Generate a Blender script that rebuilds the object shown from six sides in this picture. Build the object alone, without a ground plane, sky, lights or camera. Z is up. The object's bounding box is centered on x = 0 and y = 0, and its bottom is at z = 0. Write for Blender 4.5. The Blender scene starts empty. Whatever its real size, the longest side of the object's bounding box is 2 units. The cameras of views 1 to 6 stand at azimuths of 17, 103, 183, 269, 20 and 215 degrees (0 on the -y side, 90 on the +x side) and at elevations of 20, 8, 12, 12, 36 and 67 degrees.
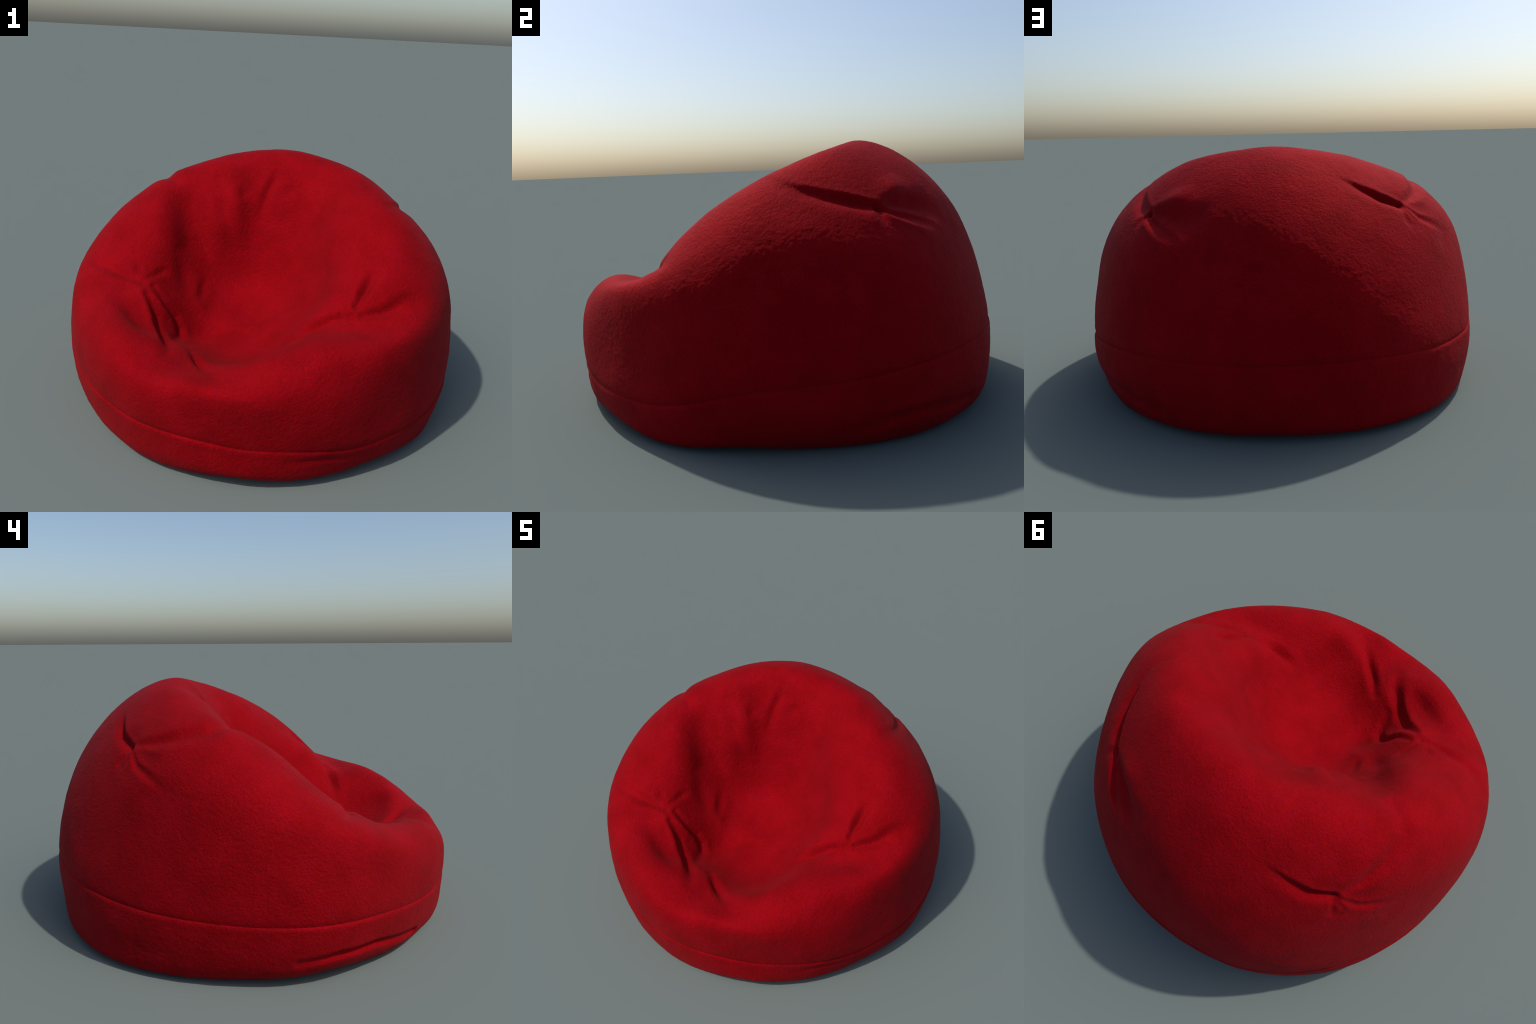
"""A red felt bean bag chair: a loft of cushion-like cross-section rings, pinched by
four tuft points, creased where the sitter's weight folds the cloth, and joined to a
narrow base band by a tucked seam."""
import math
import bpy
import numpy as np

# ---------------------------------------------------------------- overall shape
# Each ring is a closed cross-section of the bag around a vertical axis through the
# seat: radii and heights (metres) at 20 equal steps of azimuth, starting at the
# front and turning towards +x.  The bag is the smooth cubic loft through them.
AXIS_X, AXIS_Y = 0.0, -0.28
RINGS = [
    ("foot",
     [0.625, 0.637, 0.633, 0.651, 0.705, 0.794, 0.902, 1.027, 1.120, 1.186, 1.178, 1.182, 1.138, 1.037, 0.957, 0.837, 0.717, 0.643, 0.612, 0.615],
     [0.0]),
    ("foot_roll",
     [0.664, 0.656, 0.687, 0.725, 0.784, 0.874, 0.938, 1.046, 1.170, 1.203, 1.198, 1.244, 1.212, 1.091, 0.951, 0.846, 0.785, 0.729, 0.692, 0.687],
     [0.003, 0.006, 0.003, 0.004, 0.006, 0.003, 0.012, 0.007, 0.002, 0.007, 0.022, 0.019, 0.013, 0.010, 0.010, 0.007, 0.002, 0.003, 0.006, -0.002]),
    ("lower_band",
     [0.694, 0.685, 0.734, 0.775, 0.833, 0.950, 0.985, 1.075, 1.193, 1.258, 1.256, 1.258, 1.221, 1.117, 0.989, 0.891, 0.838, 0.785, 0.745, 0.721],
     [0.036, 0.042, 0.029, 0.040, 0.047, -0.007, 0.031, 0.035, 0.025, 0.019, 0.022, 0.045, 0.053, 0.030, 0.014, 0.029, 0.035, 0.053, 0.055, 0.034]),
    ("upper_band",
     [0.724, 0.739, 0.746, 0.776, 0.851, 0.935, 1.014, 1.135, 1.230, 1.278, 1.272, 1.257, 1.217, 1.122, 1.042, 0.980, 0.864, 0.790, 0.743, 0.724],
     [0.090, 0.061, 0.080, 0.075, 0.067, 0.036, 0.105, 0.128, 0.149, 0.126, 0.107, 0.150, 0.156, 0.123, 0.053, 0.063, 0.118, 0.140, 0.140, 0.117]),
    ("seam",
     [0.710, 0.704, 0.754, 0.791, 0.868, 0.974, 1.058, 1.136, 1.241, 1.293, 1.283, 1.291, 1.221, 1.148, 1.049, 1.014, 0.873, 0.810, 0.752, 0.731],
     [0.215, 0.183, 0.204, 0.133, 0.143, 0.141, 0.268, 0.251, 0.313, 0.316, 0.319, 0.332, 0.285, 0.276, 0.264, 0.264, 0.251, 0.223, 0.220, 0.205]),
    ("above_seam",
     [0.707, 0.705, 0.769, 0.809, 0.836, 0.936, 1.057, 1.071, 1.214, 1.175, 1.223, 1.247, 1.138, 1.075, 1.026, 0.961, 0.867, 0.808, 0.762, 0.737],
     [0.385, 0.329, 0.343, 0.329, 0.407, 0.400, 0.475, 0.543, 0.585, 0.624, 0.667, 0.631, 0.546, 0.530, 0.544, 0.512, 0.424, 0.346, 0.326, 0.327]),
    ("belly",
     [0.661, 0.740, 0.734, 0.758, 0.832, 0.919, 1.004, 1.014, 1.089, 1.045, 1.077, 1.089, 1.076, 1.009, 0.980, 0.911, 0.872, 0.785, 0.756, 0.712],
     [0.486, 0.419, 0.477, 0.544, 0.637, 0.634, 0.671, 0.798, 0.794, 0.904, 0.969, 0.896, 0.803, 0.769, 0.757, 0.679, 0.541, 0.462, 0.447, 0.412]),
    ("flank",
     [0.542, 0.673, 0.647, 0.641, 0.725, 0.850, 0.900, 0.846, 0.873, 0.848, 0.863, 0.895, 0.926, 0.891, 0.843, 0.754, 0.763, 0.715, 0.684, 0.610],
     [0.435, 0.460, 0.578, 0.643, 0.578, 0.692, 0.885, 0.954, 1.017, 1.101, 1.133, 1.085, 1.003, 0.969, 0.919, 0.744, 0.573, 0.537, 0.530, 0.418]),
    ("shoulder",
     [0.466, 0.574, 0.541, 0.508, 0.574, 0.709, 0.693, 0.671, 0.664, 0.617, 0.613, 0.677, 0.695, 0.708, 0.612, 0.532, 0.577, 0.615, 0.574, 0.496],
     [0.411, 0.530, 0.577, 0.595, 0.555, 0.828, 1.002, 1.085, 1.179, 1.207, 1.223, 1.199, 1.150, 1.063, 0.950, 0.717, 0.585, 0.544, 0.527, 0.430]),
    ("rim",
     [0.402, 0.494, 0.446, 0.418, 0.515, 0.597, 0.526, 0.478, 0.510, 0.494, 0.483, 0.536, 0.461, 0.625, 0.451, 0.427, 0.454, 0.518, 0.466, 0.392],
     [0.387, 0.460, 0.500, 0.520, 0.656, 0.761, 0.901, 1.002, 1.003, 1.005, 1.027, 1.027, 1.029, 0.883, 0.787, 0.581, 0.605, 0.494, 0.459, 0.415]),
    ("inner_rim",
     [0.318, 0.374, 0.353, 0.349, 0.432, 0.431, 0.417, 0.389, 0.399, 0.410, 0.397, 0.414, 0.330, 0.466, 0.409, 0.333, 0.348, 0.403, 0.358, 0.305],
     [0.354, 0.386, 0.412, 0.466, 0.657, 0.765, 0.801, 0.834, 0.805, 0.773, 0.784, 0.811, 0.868, 0.719, 0.595, 0.495, 0.468, 0.387, 0.377, 0.366]),
    ("inner_slope",
     [0.215, 0.227, 0.235, 0.259, 0.321, 0.352, 0.346, 0.335, 0.324, 0.320, 0.313, 0.348, 0.380, 0.351, 0.288, 0.230, 0.274, 0.272, 0.240, 0.214],
     [0.333, 0.355, 0.371, 0.415, 0.497, 0.568, 0.608, 0.612, 0.603, 0.589, 0.591, 0.590, 0.577, 0.528, 0.474, 0.425, 0.321, 0.314, 0.329, 0.329]),
    ("seat",
     [0.105, 0.108, 0.115, 0.131, 0.157, 0.180, 0.193, 0.203, 0.209, 0.212, 0.215, 0.228, 0.235, 0.207, 0.173, 0.147, 0.143, 0.132, 0.118, 0.108],
     [0.345, 0.353, 0.363, 0.379, 0.399, 0.424, 0.445, 0.440, 0.432, 0.427, 0.425, 0.417, 0.405, 0.391, 0.370, 0.348, 0.323, 0.329, 0.340, 0.342]),
    ("seat_centre", [0.0], [0.382]),
]
AZIMUTHS = 20
SEAM_AT = 3 / 11          # loft parameter of the seam ring
N_AROUND = 1400           # mesh resolution
N_BAND, N_COVER = 130, 680


def periodic_weights(count, t):
    u = (t % 1.0) * count
    i = np.floor(u).astype(int)
    f = u - i
    cubic = ((1 - f) ** 3, 3 * f**3 - 6 * f**2 + 4, -3 * f**3 + 3 * f**2 + 3 * f + 1, f**3)
    w = np.zeros((len(t), count))
    for k in range(4):
        np.add.at(w, (np.arange(len(t)), (i + k - 1) % count), cubic[k] / 6)
    return w


def clamped_weights(count, t):
    degree = 3
    knots = np.concatenate([[0] * degree, np.linspace(0, 1, count - degree + 1), [1] * degree])
    t = np.clip(t, 0, 1 - 1e-9)
    basis = [((t >= knots[i]) & (t < knots[i + 1])).astype(float) for i in range(len(knots) - 1)]
    for d in range(1, degree + 1):
        nxt = []
        for i in range(len(knots) - 1 - d):
            a, b = knots[i + d] - knots[i], knots[i + d + 1] - knots[i + 1]
            v = np.zeros_like(t)
            if a > 0:
                v = v + (t - knots[i]) / a * basis[i]
            if b > 0:
                v = v + (knots[i + d + 1] - t) / b * basis[i + 1]
            nxt.append(v)
        basis = nxt
    return np.stack(basis, 1)


def loft(stations, turns):
    full = lambda row: np.array(row if len(row) == AZIMUTHS else row * AZIMUTHS, float)
    radius = np.array([full(r) for _, r, _ in RINGS])
    height = np.array([full(z) for _, _, z in RINGS])
    across, along = periodic_weights(AZIMUTHS, turns), clamped_weights(len(RINGS), stations)
    r, z = along @ radius @ across.T, along @ height @ across.T
    a = 2 * math.pi * turns
    return np.stack([AXIS_X + r * np.sin(a), AXIS_Y - r * np.cos(a), z], -1)


def grid_normals(p):
    around = np.roll(p, -1, 1) - np.roll(p, 1, 1)
    up = np.gradient(p, axis=0)
    n = np.cross(around, up)
    n /= np.linalg.norm(n, axis=-1, keepdims=True) + 1e-12
    n[-1] = n[-2].mean(0) / np.linalg.norm(n[-2].mean(0))
    return n


# ---------------------------------------------------------------- folds and tufts
def smooth(x):
    x = np.clip(x, 0.0, 1.0)
    return x * x * (3 - 2 * x)


class Crease:
    """A fold line over the cloth: deepest at `peak` of its path, fading to `start` and
    `end` of that depth, with a soft raised lip on both sides.  Round folds have
    sharp=2 (a negative depth makes a puffed ridge), tight slits about 1.2; `grow` opens the fold out along its path and `skew`
    makes one bank steeper than the other."""

    def __init__(self, path, depth, width, start=0.4, end=0.0, peak=0.35, lip=0.22, sharp=2.0, grow=0.0, skew=0.0):
        self.path, self.depth, self.width = np.array(path, float), depth, width
        self.start, self.end, self.peak, self.lip, self.sharp = start, end, peak, lip, sharp
        self.grow, self.skew = grow, skew

    def relief(self, p, n):
        a, b = self.path[:-1], self.path[1:]
        length = np.concatenate([[0], np.cumsum(np.linalg.norm(b - a, axis=1))])
        best = np.full(len(p), 9.0)
        along, side = np.zeros(len(p)), np.zeros(len(p))
        for k in range(len(a)):
            ab = b[k] - a[k]
            t = np.clip(((p - a[k]) @ ab) / (ab @ ab), 0, 1)
            away = p - (a[k] + t[:, None] * ab)
            d = np.linalg.norm(away, axis=1)
            closer = d < best
            best = np.where(closer, d, best)
            along = np.where(closer, (length[k] + t * (length[k + 1] - length[k])) / length[-1], along)
            bank = np.einsum("ij,ij->i", np.cross(ab / np.linalg.norm(ab), n), away) / (d + 1e-6)
            side = np.where(closer, bank, side)
        rise = self.start + (1 - self.start) * smooth(along / self.peak)
        fall = 1 + (self.end - 1) * smooth((along - self.peak) / (1 - self.peak))
        strength = np.where(along < self.peak, rise, fall)
        x = best / (self.width * (1 - self.grow * (1 - along) ** 1.5) * (1 + self.skew * side))
        valley = self.depth * strength * np.exp(-(x**self.sharp))
        ridge = self.depth * strength * self.lip * x * x * np.exp(-0.6 * x * x)
        return valley, ridge

    def reach(self):
        return 4 * self.width + np.linalg.norm(np.ptp(self.path, axis=0)), self.path.mean(0)


class Tuft:
    """A pulled-in point of the cloth."""

    def __init__(self, at, depth, width):
        self.at, self.depth, self.width = np.array(at, float), depth, width

    def relief(self, p, n):
        x = np.linalg.norm(p - self.at, axis=1) / self.width
        return self.depth * np.exp(-1.3 * x ** 1.4), np.zeros(len(p))

    def reach(self):
        return 4 * self.width, self.at


FOLDS = [
    # front left tuft and the folds that radiate from it
    Tuft((-0.503, -0.421, 0.599), 0.006, 0.04),
    Crease([(-0.503, -0.421, 0.599), (-0.642, -0.418, 0.633), (-0.781, -0.385, 0.655), (-0.875, -0.311, 0.660)], 0.019, 0.042, grow=0.5, end=0.3),
    Crease([(-0.538, -0.395, 0.622), (-0.556, -0.361, 0.648), (-0.590, -0.324, 0.686)], 0.006, 0.024),
    Crease([(-0.488, -0.376, 0.611), (-0.448, -0.291, 0.621), (-0.413, -0.225, 0.627)], 0.009, 0.026, grow=0.4),
    Crease([(-0.451, -0.402, 0.579), (-0.382, -0.423, 0.505), (-0.327, -0.403, 0.435), (-0.298, -0.418, 0.391), (-0.277, -0.453, 0.368), (-0.264, -0.571, 0.401)], 0.018, 0.03, end=0.3, peak=0.6, grow=0.4),
    Crease([(-0.456, -0.468, 0.561), (-0.384, -0.507, 0.480), (-0.318, -0.582, 0.435), (-0.227, -0.697, 0.455), (-0.196, -0.779, 0.451)], 0.022, 0.036, end=0.3, peak=0.7, start=0.3, grow=0.4),
    Crease([(-0.556, -0.518, 0.575), (-0.504, -0.578, 0.550), (-0.402, -0.649, 0.509), (-0.312, -0.713, 0.492), (-0.267, -0.745, 0.480)], 0.024, 0.055, peak=0.5, lip=0.1),
    Crease([(-0.485, -0.463, 0.577), (-0.461, -0.492, 0.555), (-0.399, -0.554, 0.492), (-0.294, -0.656, 0.463)], -0.013, 0.022, peak=0.5, end=0.2, lip=0),
    Crease([(-0.447, -0.437, 0.566), (-0.392, -0.443, 0.509), (-0.341, -0.439, 0.442), (-0.331, -0.465, 0.423)], -0.013, 0.024, peak=0.5, end=0.2, lip=0),
    Crease([(-0.145, -0.629, 0.402), (-0.088, -0.703, 0.413), (-0.020, -0.780, 0.427), (0.055, -0.862, 0.447)], 0.026, 0.026, start=0.3, peak=0.4),
    # gathers down the left of the backrest
    Crease([(-0.017, 0.279, 1.107), (-0.057, 0.205, 0.979), (-0.075, 0.157, 0.881), (-0.080, 0.119, 0.796)], 0.017, 0.028, start=0.2),
    Crease([(-0.325, 0.154, 1.022), (-0.285, 0.082, 0.931), (-0.225, 0.036, 0.819), (-0.202, 0.021, 0.687), (-0.191, 0.000, 0.590)], 0.028, 0.052, start=0.4),
    Crease([(-0.423, -0.155, 0.686), (-0.356, -0.225, 0.546), (-0.282, -0.304, 0.432)], 0.016, 0.055, start=0.4),
    Crease([(-0.289, -0.117, 0.528), (-0.260, -0.260, 0.441)], 0.01, 0.032),
    Crease([(-0.403, 0.004, 0.787), (-0.330, -0.031, 0.677), (-0.273, -0.070, 0.555)], 0.007, 0.028),
    Crease([(-0.176, 0.182, 0.988), (-0.187, 0.118, 0.919)], 0.006, 0.03, start=0.3),
    Crease([(0.073, 0.219, 1.026), (0.056, 0.176, 0.928)], 0.006, 0.03, start=0.3),
    # front right tuft and its folds
    Tuft((0.536, -0.454, 0.624), 0.008, 0.045),
    Crease([(0.487, -0.467, 0.616), (0.429, -0.479, 0.596), (0.357, -0.485, 0.549), (0.300, -0.489, 0.496), (0.247, -0.486, 0.447)], 0.036, 0.034, grow=0.2, peak=0.35, start=0.5),
    Crease([(0.553, -0.413, 0.663), (0.579, -0.338, 0.732), (0.606, -0.267, 0.792), (0.638, -0.214, 0.844)], 0.028, 0.034, grow=0.5),
    Crease([(0.585, -0.442, 0.633), (0.688, -0.401, 0.663), (0.770, -0.336, 0.698), (0.867, -0.250, 0.699)], 0.025, 0.046, grow=0.6),
    # back left tuft
    Tuft((-0.558, 0.532, 0.920), 0.018, 0.06),
    Crease([(-0.558, 0.532, 0.920), (-0.473, 0.579, 0.951), (-0.389, 0.596, 0.992), (-0.312, 0.603, 1.027), (-0.242, 0.596, 1.059)], 0.03, 0.024, start=1.0, sharp=1.6, peak=0.15, skew=-0.4),
    Crease([(-0.558, 0.532, 0.920), (-0.625, 0.427, 0.939), (-0.662, 0.315, 0.965), (-0.660, 0.183, 0.993), (-0.574, 0.114, 1.007)], 0.018, 0.05, end=0.8, grow=0.6),
    Crease([(-0.558, 0.532, 0.920), (-0.655, 0.494, 0.847), (-0.766, 0.386, 0.781), (-0.847, 0.274, 0.725)], 0.009, 0.03, start=0.9, grow=0.6),
    Crease([(-0.558, 0.532, 0.920), (-0.585, 0.576, 0.848), (-0.632, 0.566, 0.795)], 0.009, 0.028, start=0.9, grow=0.6),
    Crease([(-0.558, 0.532, 0.920), (-0.674, 0.433, 0.880), (-0.738, 0.352, 0.860)], 0.008, 0.04),
    Crease([(-0.558, 0.532, 0.920), (-0.609, 0.541, 0.857), (-0.616, 0.569, 0.815)], 0.007, 0.018),
    # back right tuft
    Tuft((0.577, 0.514, 0.898), 0.018, 0.06),
    Crease([(0.577, 0.514, 0.898), (0.621, 0.415, 0.925), (0.648, 0.319, 0.949), (0.661, 0.223, 0.972), (0.654, 0.151, 0.994), (0.604, 0.070, 1.018)], 0.026, 0.034, start=0.9, lip=0.25, end=0.15, peak=0.2, skew=-0.4),
    Crease([(0.577, 0.514, 0.898), (0.564, 0.558, 0.873), (0.509, 0.631, 0.849), (0.435, 0.708, 0.816), (0.357, 0.773, 0.775)], 0.024, 0.04, start=0.9, lip=0.3, grow=0.5),
    Crease([(0.577, 0.514, 0.898), (0.448, 0.636, 0.890), (0.352, 0.704, 0.879), (0.246, 0.760, 0.869)], 0.03, 0.075, lip=0.3, grow=0.6, start=0.6, peak=0.45),
    Crease([(0.509, 0.531, 0.937), (0.400, 0.574, 0.977), (0.308, 0.608, 1.001)], -0.01, 0.05, peak=0.4, lip=0),
    Crease([(0.577, 0.514, 0.898), (0.607, 0.530, 0.860), (0.614, 0.573, 0.815)], 0.014, 0.04, start=0.9, grow=0.6),
    # folds where the band rolls under
    Crease([(-0.994, -0.164, 0.117), (-0.957, -0.330, 0.131), (-0.858, -0.505, 0.127), (-0.664, -0.717, 0.082)], 0.022, 0.018, start=0.3, end=0.6),
    Crease([(0.877, 0.425, 0.092), (0.805, 0.579, 0.120), (0.693, 0.721, 0.123), (0.486, 0.873, 0.096)], 0.014, 0.028, start=0.3, end=0.6),
    Crease([(0.405, -0.906, 0.142), (0.528, -0.836, 0.147), (0.692, -0.697, 0.116)], 0.006, 0.02),
    # broad dents in the flank
    Crease([(-0.784, 0.393, 0.734), (0.950, 0.286, 0.275), (-0.939, 0.028, 0.668), (-0.969, -0.095, 0.573)], 0.021, 0.075, start=0.3, lip=0.4),
]


def value_noise(p, cell, seed):
    """Smooth lattice noise in [-1, 1]."""
    q = p / cell
    i = np.floor(q).astype(np.int64)
    f = q - i
    f = f * f * (3 - 2 * f)
    total = np.zeros(len(p))
    for dx in (0, 1):
        for dy in (0, 1):
            for dz in (0, 1):
                h = ((i[:, 0] + dx) * 374761393 + (i[:, 1] + dy) * 668265263 + (i[:, 2] + dz) * 1274126177 + seed * 974711) & 0x7FFFFFFF
                h = ((h ^ (h >> 13)) * 1103515245 + 12345) & 0x7FFFFFFF
                v = ((h >> 7) & 0xFFFF) / 32767.5 - 1
                w = (f[:, 0] if dx else 1 - f[:, 0]) * (f[:, 1] if dy else 1 - f[:, 1]) * (f[:, 2] if dz else 1 - f[:, 2])
                total += w * v
    return total


def shape_cloth(points, normals, seam_gap):
    """Push the lofted surface along its normals: folds, tufts, seam tuck and slight lumps."""
    p, n = points.reshape(-1, 3), normals.reshape(-1, 3)
    valleys, ridges = np.zeros(len(p)), np.zeros(len(p))
    for fold in FOLDS:
        far, middle = fold.reach()
        near = np.where(((p - middle) ** 2).sum(1) < far**2)[0]
        if len(near):
            valley, ridge = fold.relief(p[near], n[near])
            if fold.depth > 0:
                valleys[near] += valley**2.5
                ridges[near] += ridge
            else:
                ridges[near] -= valley
    off = ridges - valleys**0.4
    off += 0.0022 * value_noise(p, 0.16, 3) + 0.0012 * value_noise(p, 0.07, 5)
    # matted nap of the felt
    off += 0.0005 * value_noise(p, 0.017, 7) + 0.00055 * value_noise(p, 0.010, 9)
    off += seam_gap.ravel()
    return (p + n * off[:, None]).reshape(points.shape)


# ---------------------------------------------------------------- material
def felt_material():
    m = bpy.data.materials.new("red_felt")
    m.use_nodes = True
    t = m.node_tree
    t.nodes.clear()
    new = t.nodes.new

    def link(a, b):
        t.links.new(a, b)

    def noise(scale, detail=3.0, rough=0.55):
        k = new("ShaderNodeTexNoise")
        k.inputs["Scale"].default_value, k.inputs["Detail"].default_value, k.inputs["Roughness"].default_value = scale, detail, rough
        link(coords.outputs["Object"], k.inputs["Vector"])
        return k

    def ramp(source, stops):
        r = new("ShaderNodeValToRGB")
        e = r.color_ramp.elements
        e[0].position, e[0].color = stops[0]
        e[1].position, e[1].color = stops[-1]
        for pos, col in stops[1:-1]:
            e.new(pos).color = col
        link(source, r.inputs["Fac"])
        return r

    def mix(kind, fac, a, b):
        x = new("ShaderNodeMix")
        x.data_type, x.blend_type = "RGBA", kind
        for socket, value in ((x.inputs["Factor"], fac), (x.inputs["A"], a), (x.inputs["B"], b)):
            if isinstance(value, (float, tuple)):
                socket.default_value = value
            else:
                link(value, socket)
        return x.outputs["Result"]

    coords = new("ShaderNodeTexCoord")
    out = new("ShaderNodeOutputMaterial")
    bsdf = new("ShaderNodeBsdfPrincipled")
    cloth = ramp(noise(7.0, 4.0).outputs["Fac"], [(0.3, RED_DARK), (0.5, RED), (0.7, RED_LIGHT)])
    # purplish blotches of worn pile
    plum = ramp(noise(24.0, 5.0, 0.65).outputs["Fac"], [(0.55, (0, 0, 0, 1)), (0.75, (1, 1, 1, 1))])
    colour = mix("MIX", plum.outputs["Color"], cloth.outputs["Color"], RED_PLUM)
    # fine fibre mottling
    grain = ramp(noise(170.0, 4.0, 0.7).outputs["Fac"], [(0.28, (0.72, 0.72, 0.72, 1)), (0.5, (1, 1, 1, 1)), (0.75, (1.22, 1.22, 1.22, 1))])
    colour = mix("MULTIPLY", 1.0, colour, grain.outputs["Color"])
    # lint: sparse pale specks
    lint = new("ShaderNodeTexVoronoi")
    lint.inputs["Scale"].default_value = 26.0
    link(coords.outputs["Object"], lint.inputs["Vector"])
    speck = ramp(lint.outputs["Distance"], [(0.0, (1, 1, 1, 1)), (0.07, (0, 0, 0, 1))])
    chosen = ramp(lint.outputs["Color"], [(0.9, (0, 0, 0, 1)), (0.93, (1, 1, 1, 1))])
    pick = mix("MULTIPLY", 1.0, speck.outputs["Color"], chosen.outputs["Color"])
    colour = mix("MIX", mix("MULTIPLY", 1.0, pick, (0.35, 0.35, 0.35, 1)), colour, (0.5, 0.16, 0.16, 1))
    link(colour, bsdf.inputs["Base Color"])
    bsdf.inputs["Roughness"].default_value = 0.72
    bsdf.inputs["Specular IOR Level"].default_value = 0.03
    bsdf.inputs["Metallic"].default_value = 0.42
    bsdf.inputs["Sheen Weight"].default_value = SHEEN
    bsdf.inputs["Sheen Roughness"].default_value = 0.5
    bsdf.inputs["Sheen Tint"].default_value = (1.0, 0.35, 0.38, 1)
    # matted pile: soft clumps and short fibres
    h1, h2 = noise(105.0, 5.0, 0.66), noise(280.0, 3.0, 0.6)
    clump = new("ShaderNodeBump")
    clump.inputs["Strength"].default_value, clump.inputs["Distance"].default_value = BUMP1, 0.008
    link(h1.outputs["Fac"], clump.inputs["Height"])
    fibre = new("ShaderNodeBump")
    fibre.inputs["Strength"].default_value, fibre.inputs["Distance"].default_value = BUMP2, 0.002
    link(h2.outputs["Fac"], fibre.inputs["Height"])
    link(clump.outputs["Normal"], fibre.inputs["Normal"])
    link(fibre.outputs["Normal"], bsdf.inputs["Normal"])
    link(bsdf.outputs["BSDF"], out.inputs["Surface"])
    return m


RED, RED_DARK, RED_LIGHT = (0.262, 0.0017, 0.0048, 1), (0.230, 0.0014, 0.0036, 1), (0.288, 0.0020, 0.0060, 1)
RED_PLUM = (0.248, 0.0019, 0.0100, 1)
SHEEN, BUMP1, BUMP2 = 0.03, 0.6, 0.5
SEAM_TUCK, SEAM_REACH_COVER, SEAM_REACH_BAND, SEAM_ROLL = 0.008, 0.014, 0.005, 0.0010


# ---------------------------------------------------------------- build the parts
def ring_grid_mesh(name, p, normals, close_top=False, close_bottom=False):
    rows, cols = p.shape[:2]
    verts = p.reshape(-1, 3)
    vn = normals.reshape(-1, 3)
    i, j = np.meshgrid(np.arange(rows - 1), np.arange(cols), indexing="ij")
    k = (j + 1) % cols
    quads = np.stack([i * cols + j, i * cols + k, (i + 1) * cols + k, (i + 1) * cols + j], -1).reshape(-1, 4)
    faces = [quads]
    loops = quads.ravel()
    starts = np.arange(len(quads)) * 4
    totals = np.full(len(quads), 4)
    cap = close_top or close_bottom
    if cap:
        row = rows - 1 if close_top else 0
        edge = row * cols + np.arange(cols)
        centre = len(verts)
        c, cn = p[row].mean(0), vn[edge].mean(0)
        if close_bottom:
            cn = np.array([0, 0, -1.0])
        verts = np.vstack([verts, c])
        vn = np.vstack([vn, cn / np.linalg.norm(cn)])
        nxt = np.roll(edge, -1)
        tris = np.stack([edge, nxt, np.full(cols, centre)], -1) if close_top else np.stack([nxt, edge, np.full(cols, centre)], -1)
        starts = np.concatenate([starts, len(loops) + np.arange(cols) * 3])
        totals = np.concatenate([totals, np.full(cols, 3)])
        loops = np.concatenate([loops, tris.ravel()])
    me = bpy.data.meshes.new(name)
    me.vertices.add(len(verts))
    me.vertices.foreach_set("co", verts.astype(np.float32).ravel())
    me.loops.add(len(loops))
    me.loops.foreach_set("vertex_index", loops.astype(np.int32))
    me.polygons.add(len(starts))
    me.polygons.foreach_set("loop_start", starts.astype(np.int32))
    me.polygons.foreach_set("loop_total", totals.astype(np.int32))
    me.polygons.foreach_set("use_smooth", np.ones(len(starts), bool))
    me.update(calc_edges=True)
    me.validate()
    me.normals_split_custom_set_from_vertices(vn.tolist())
    return me


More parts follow.
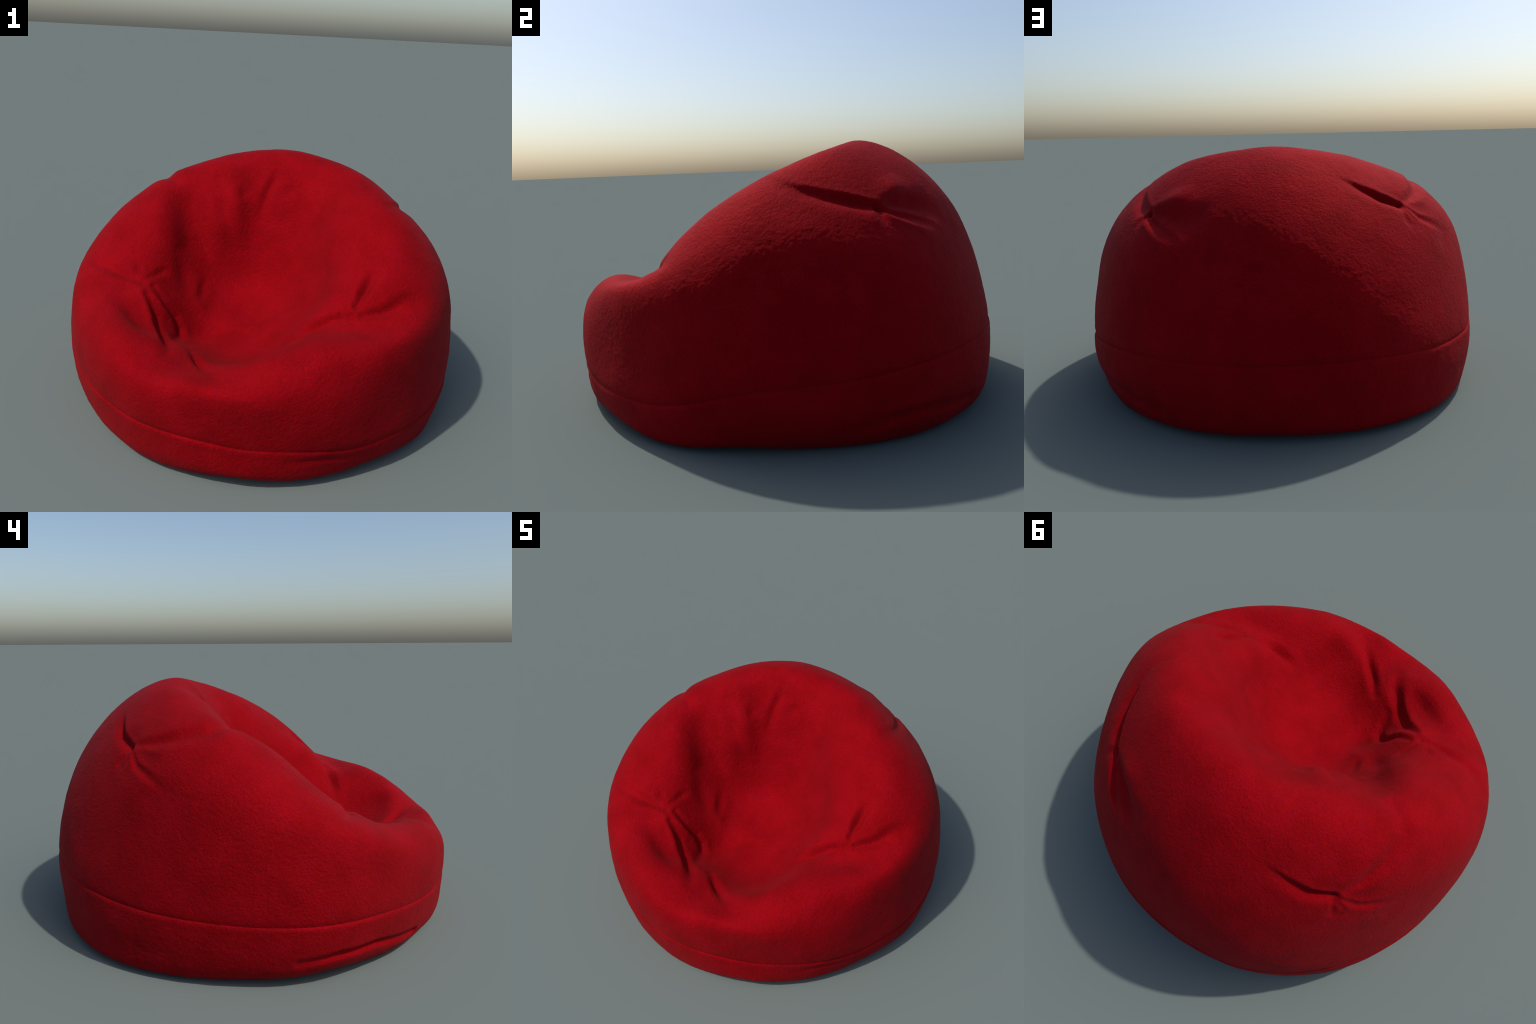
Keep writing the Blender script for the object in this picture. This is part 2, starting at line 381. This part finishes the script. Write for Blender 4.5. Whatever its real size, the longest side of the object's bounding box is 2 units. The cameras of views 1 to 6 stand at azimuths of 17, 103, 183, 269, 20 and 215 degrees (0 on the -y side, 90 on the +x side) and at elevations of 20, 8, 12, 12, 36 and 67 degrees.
turns = np.arange(N_AROUND) / N_AROUND
band_s = np.linspace(0.0, 1.0, N_BAND + 1)
band_s = SEAM_AT * (1 - (1 - band_s) ** 1.5)
u = np.linspace(0.0, 1.0, N_COVER + 1)
cover_s = SEAM_AT + (0.9985 - SEAM_AT) * (0.5 * u**2 + 0.5 * u)
stations = np.concatenate([band_s, cover_s[1:]])
surface = loft(stations, turns)
normal = grid_normals(surface)
# distance up or down the cloth from the seam, for the tuck
step = np.linalg.norm(np.diff(surface, axis=0), axis=-1)
run = np.concatenate([np.zeros((1, N_AROUND)), np.cumsum(step, 0)])
run = run - run[N_BAND]
tuck = np.where(run > 0, np.exp(-np.abs(run) / SEAM_REACH_COVER), np.exp(-np.abs(run) / SEAM_REACH_BAND))
edge_roll = np.exp(-(((run + 0.018) / 0.014) ** 2))
seam_wave = 0.85 + 0.3 * np.sin(2 * math.pi * turns * 3 + 0.6) * np.sin(2 * math.pi * turns * 5 + 2.0)
gap = (SEAM_ROLL * edge_roll - SEAM_TUCK * tuck) * seam_wave
foot_fade = smooth((run - run[0]) / 0.05)
cloth = shape_cloth(surface, normal, gap * foot_fade)
cloth = surface + (cloth - surface) * np.maximum(foot_fade, 0.0)[..., None]
cloth[..., 2] = np.maximum(cloth[..., 2], 0.0)
cloth[0, :, 2] = 0.0
normal = grid_normals(cloth)

felt = felt_material()
bag = bpy.data.objects.new("bean_bag_chair", None)
bpy.context.scene.collection.objects.link(bag)
bag["label"] = "round red felt bean bag chair with sunken seat"
bag["category"] = "bean bag"


def part(name, me):
    me.materials.append(felt)
    o = bpy.data.objects.new(name, me)
    o.parent = bag
    bpy.context.scene.collection.objects.link(o)
    return o


part("cover", ring_grid_mesh("cover", cloth[N_BAND:], normal[N_BAND:], close_top=True))
part("base_band", ring_grid_mesh("base_band", cloth[: N_BAND + 1], normal[: N_BAND + 1]))
# the sole: a flat panel from the foot ring inwards, lifted a hair in the middle
shrink = np.linspace(0.02, 1.0, 24)[:, None, None]
foot_ring = cloth[:1]
middle = foot_ring.mean(1, keepdims=True) + np.array([0, 0, 0.006])
sole = middle + (foot_ring - middle) * shrink
sole_normal = np.broadcast_to(np.array([0, 0, -1.0]), sole.shape).copy()
part("bottom_panel", ring_grid_mesh("bottom_panel", sole, sole_normal, close_bottom=True))
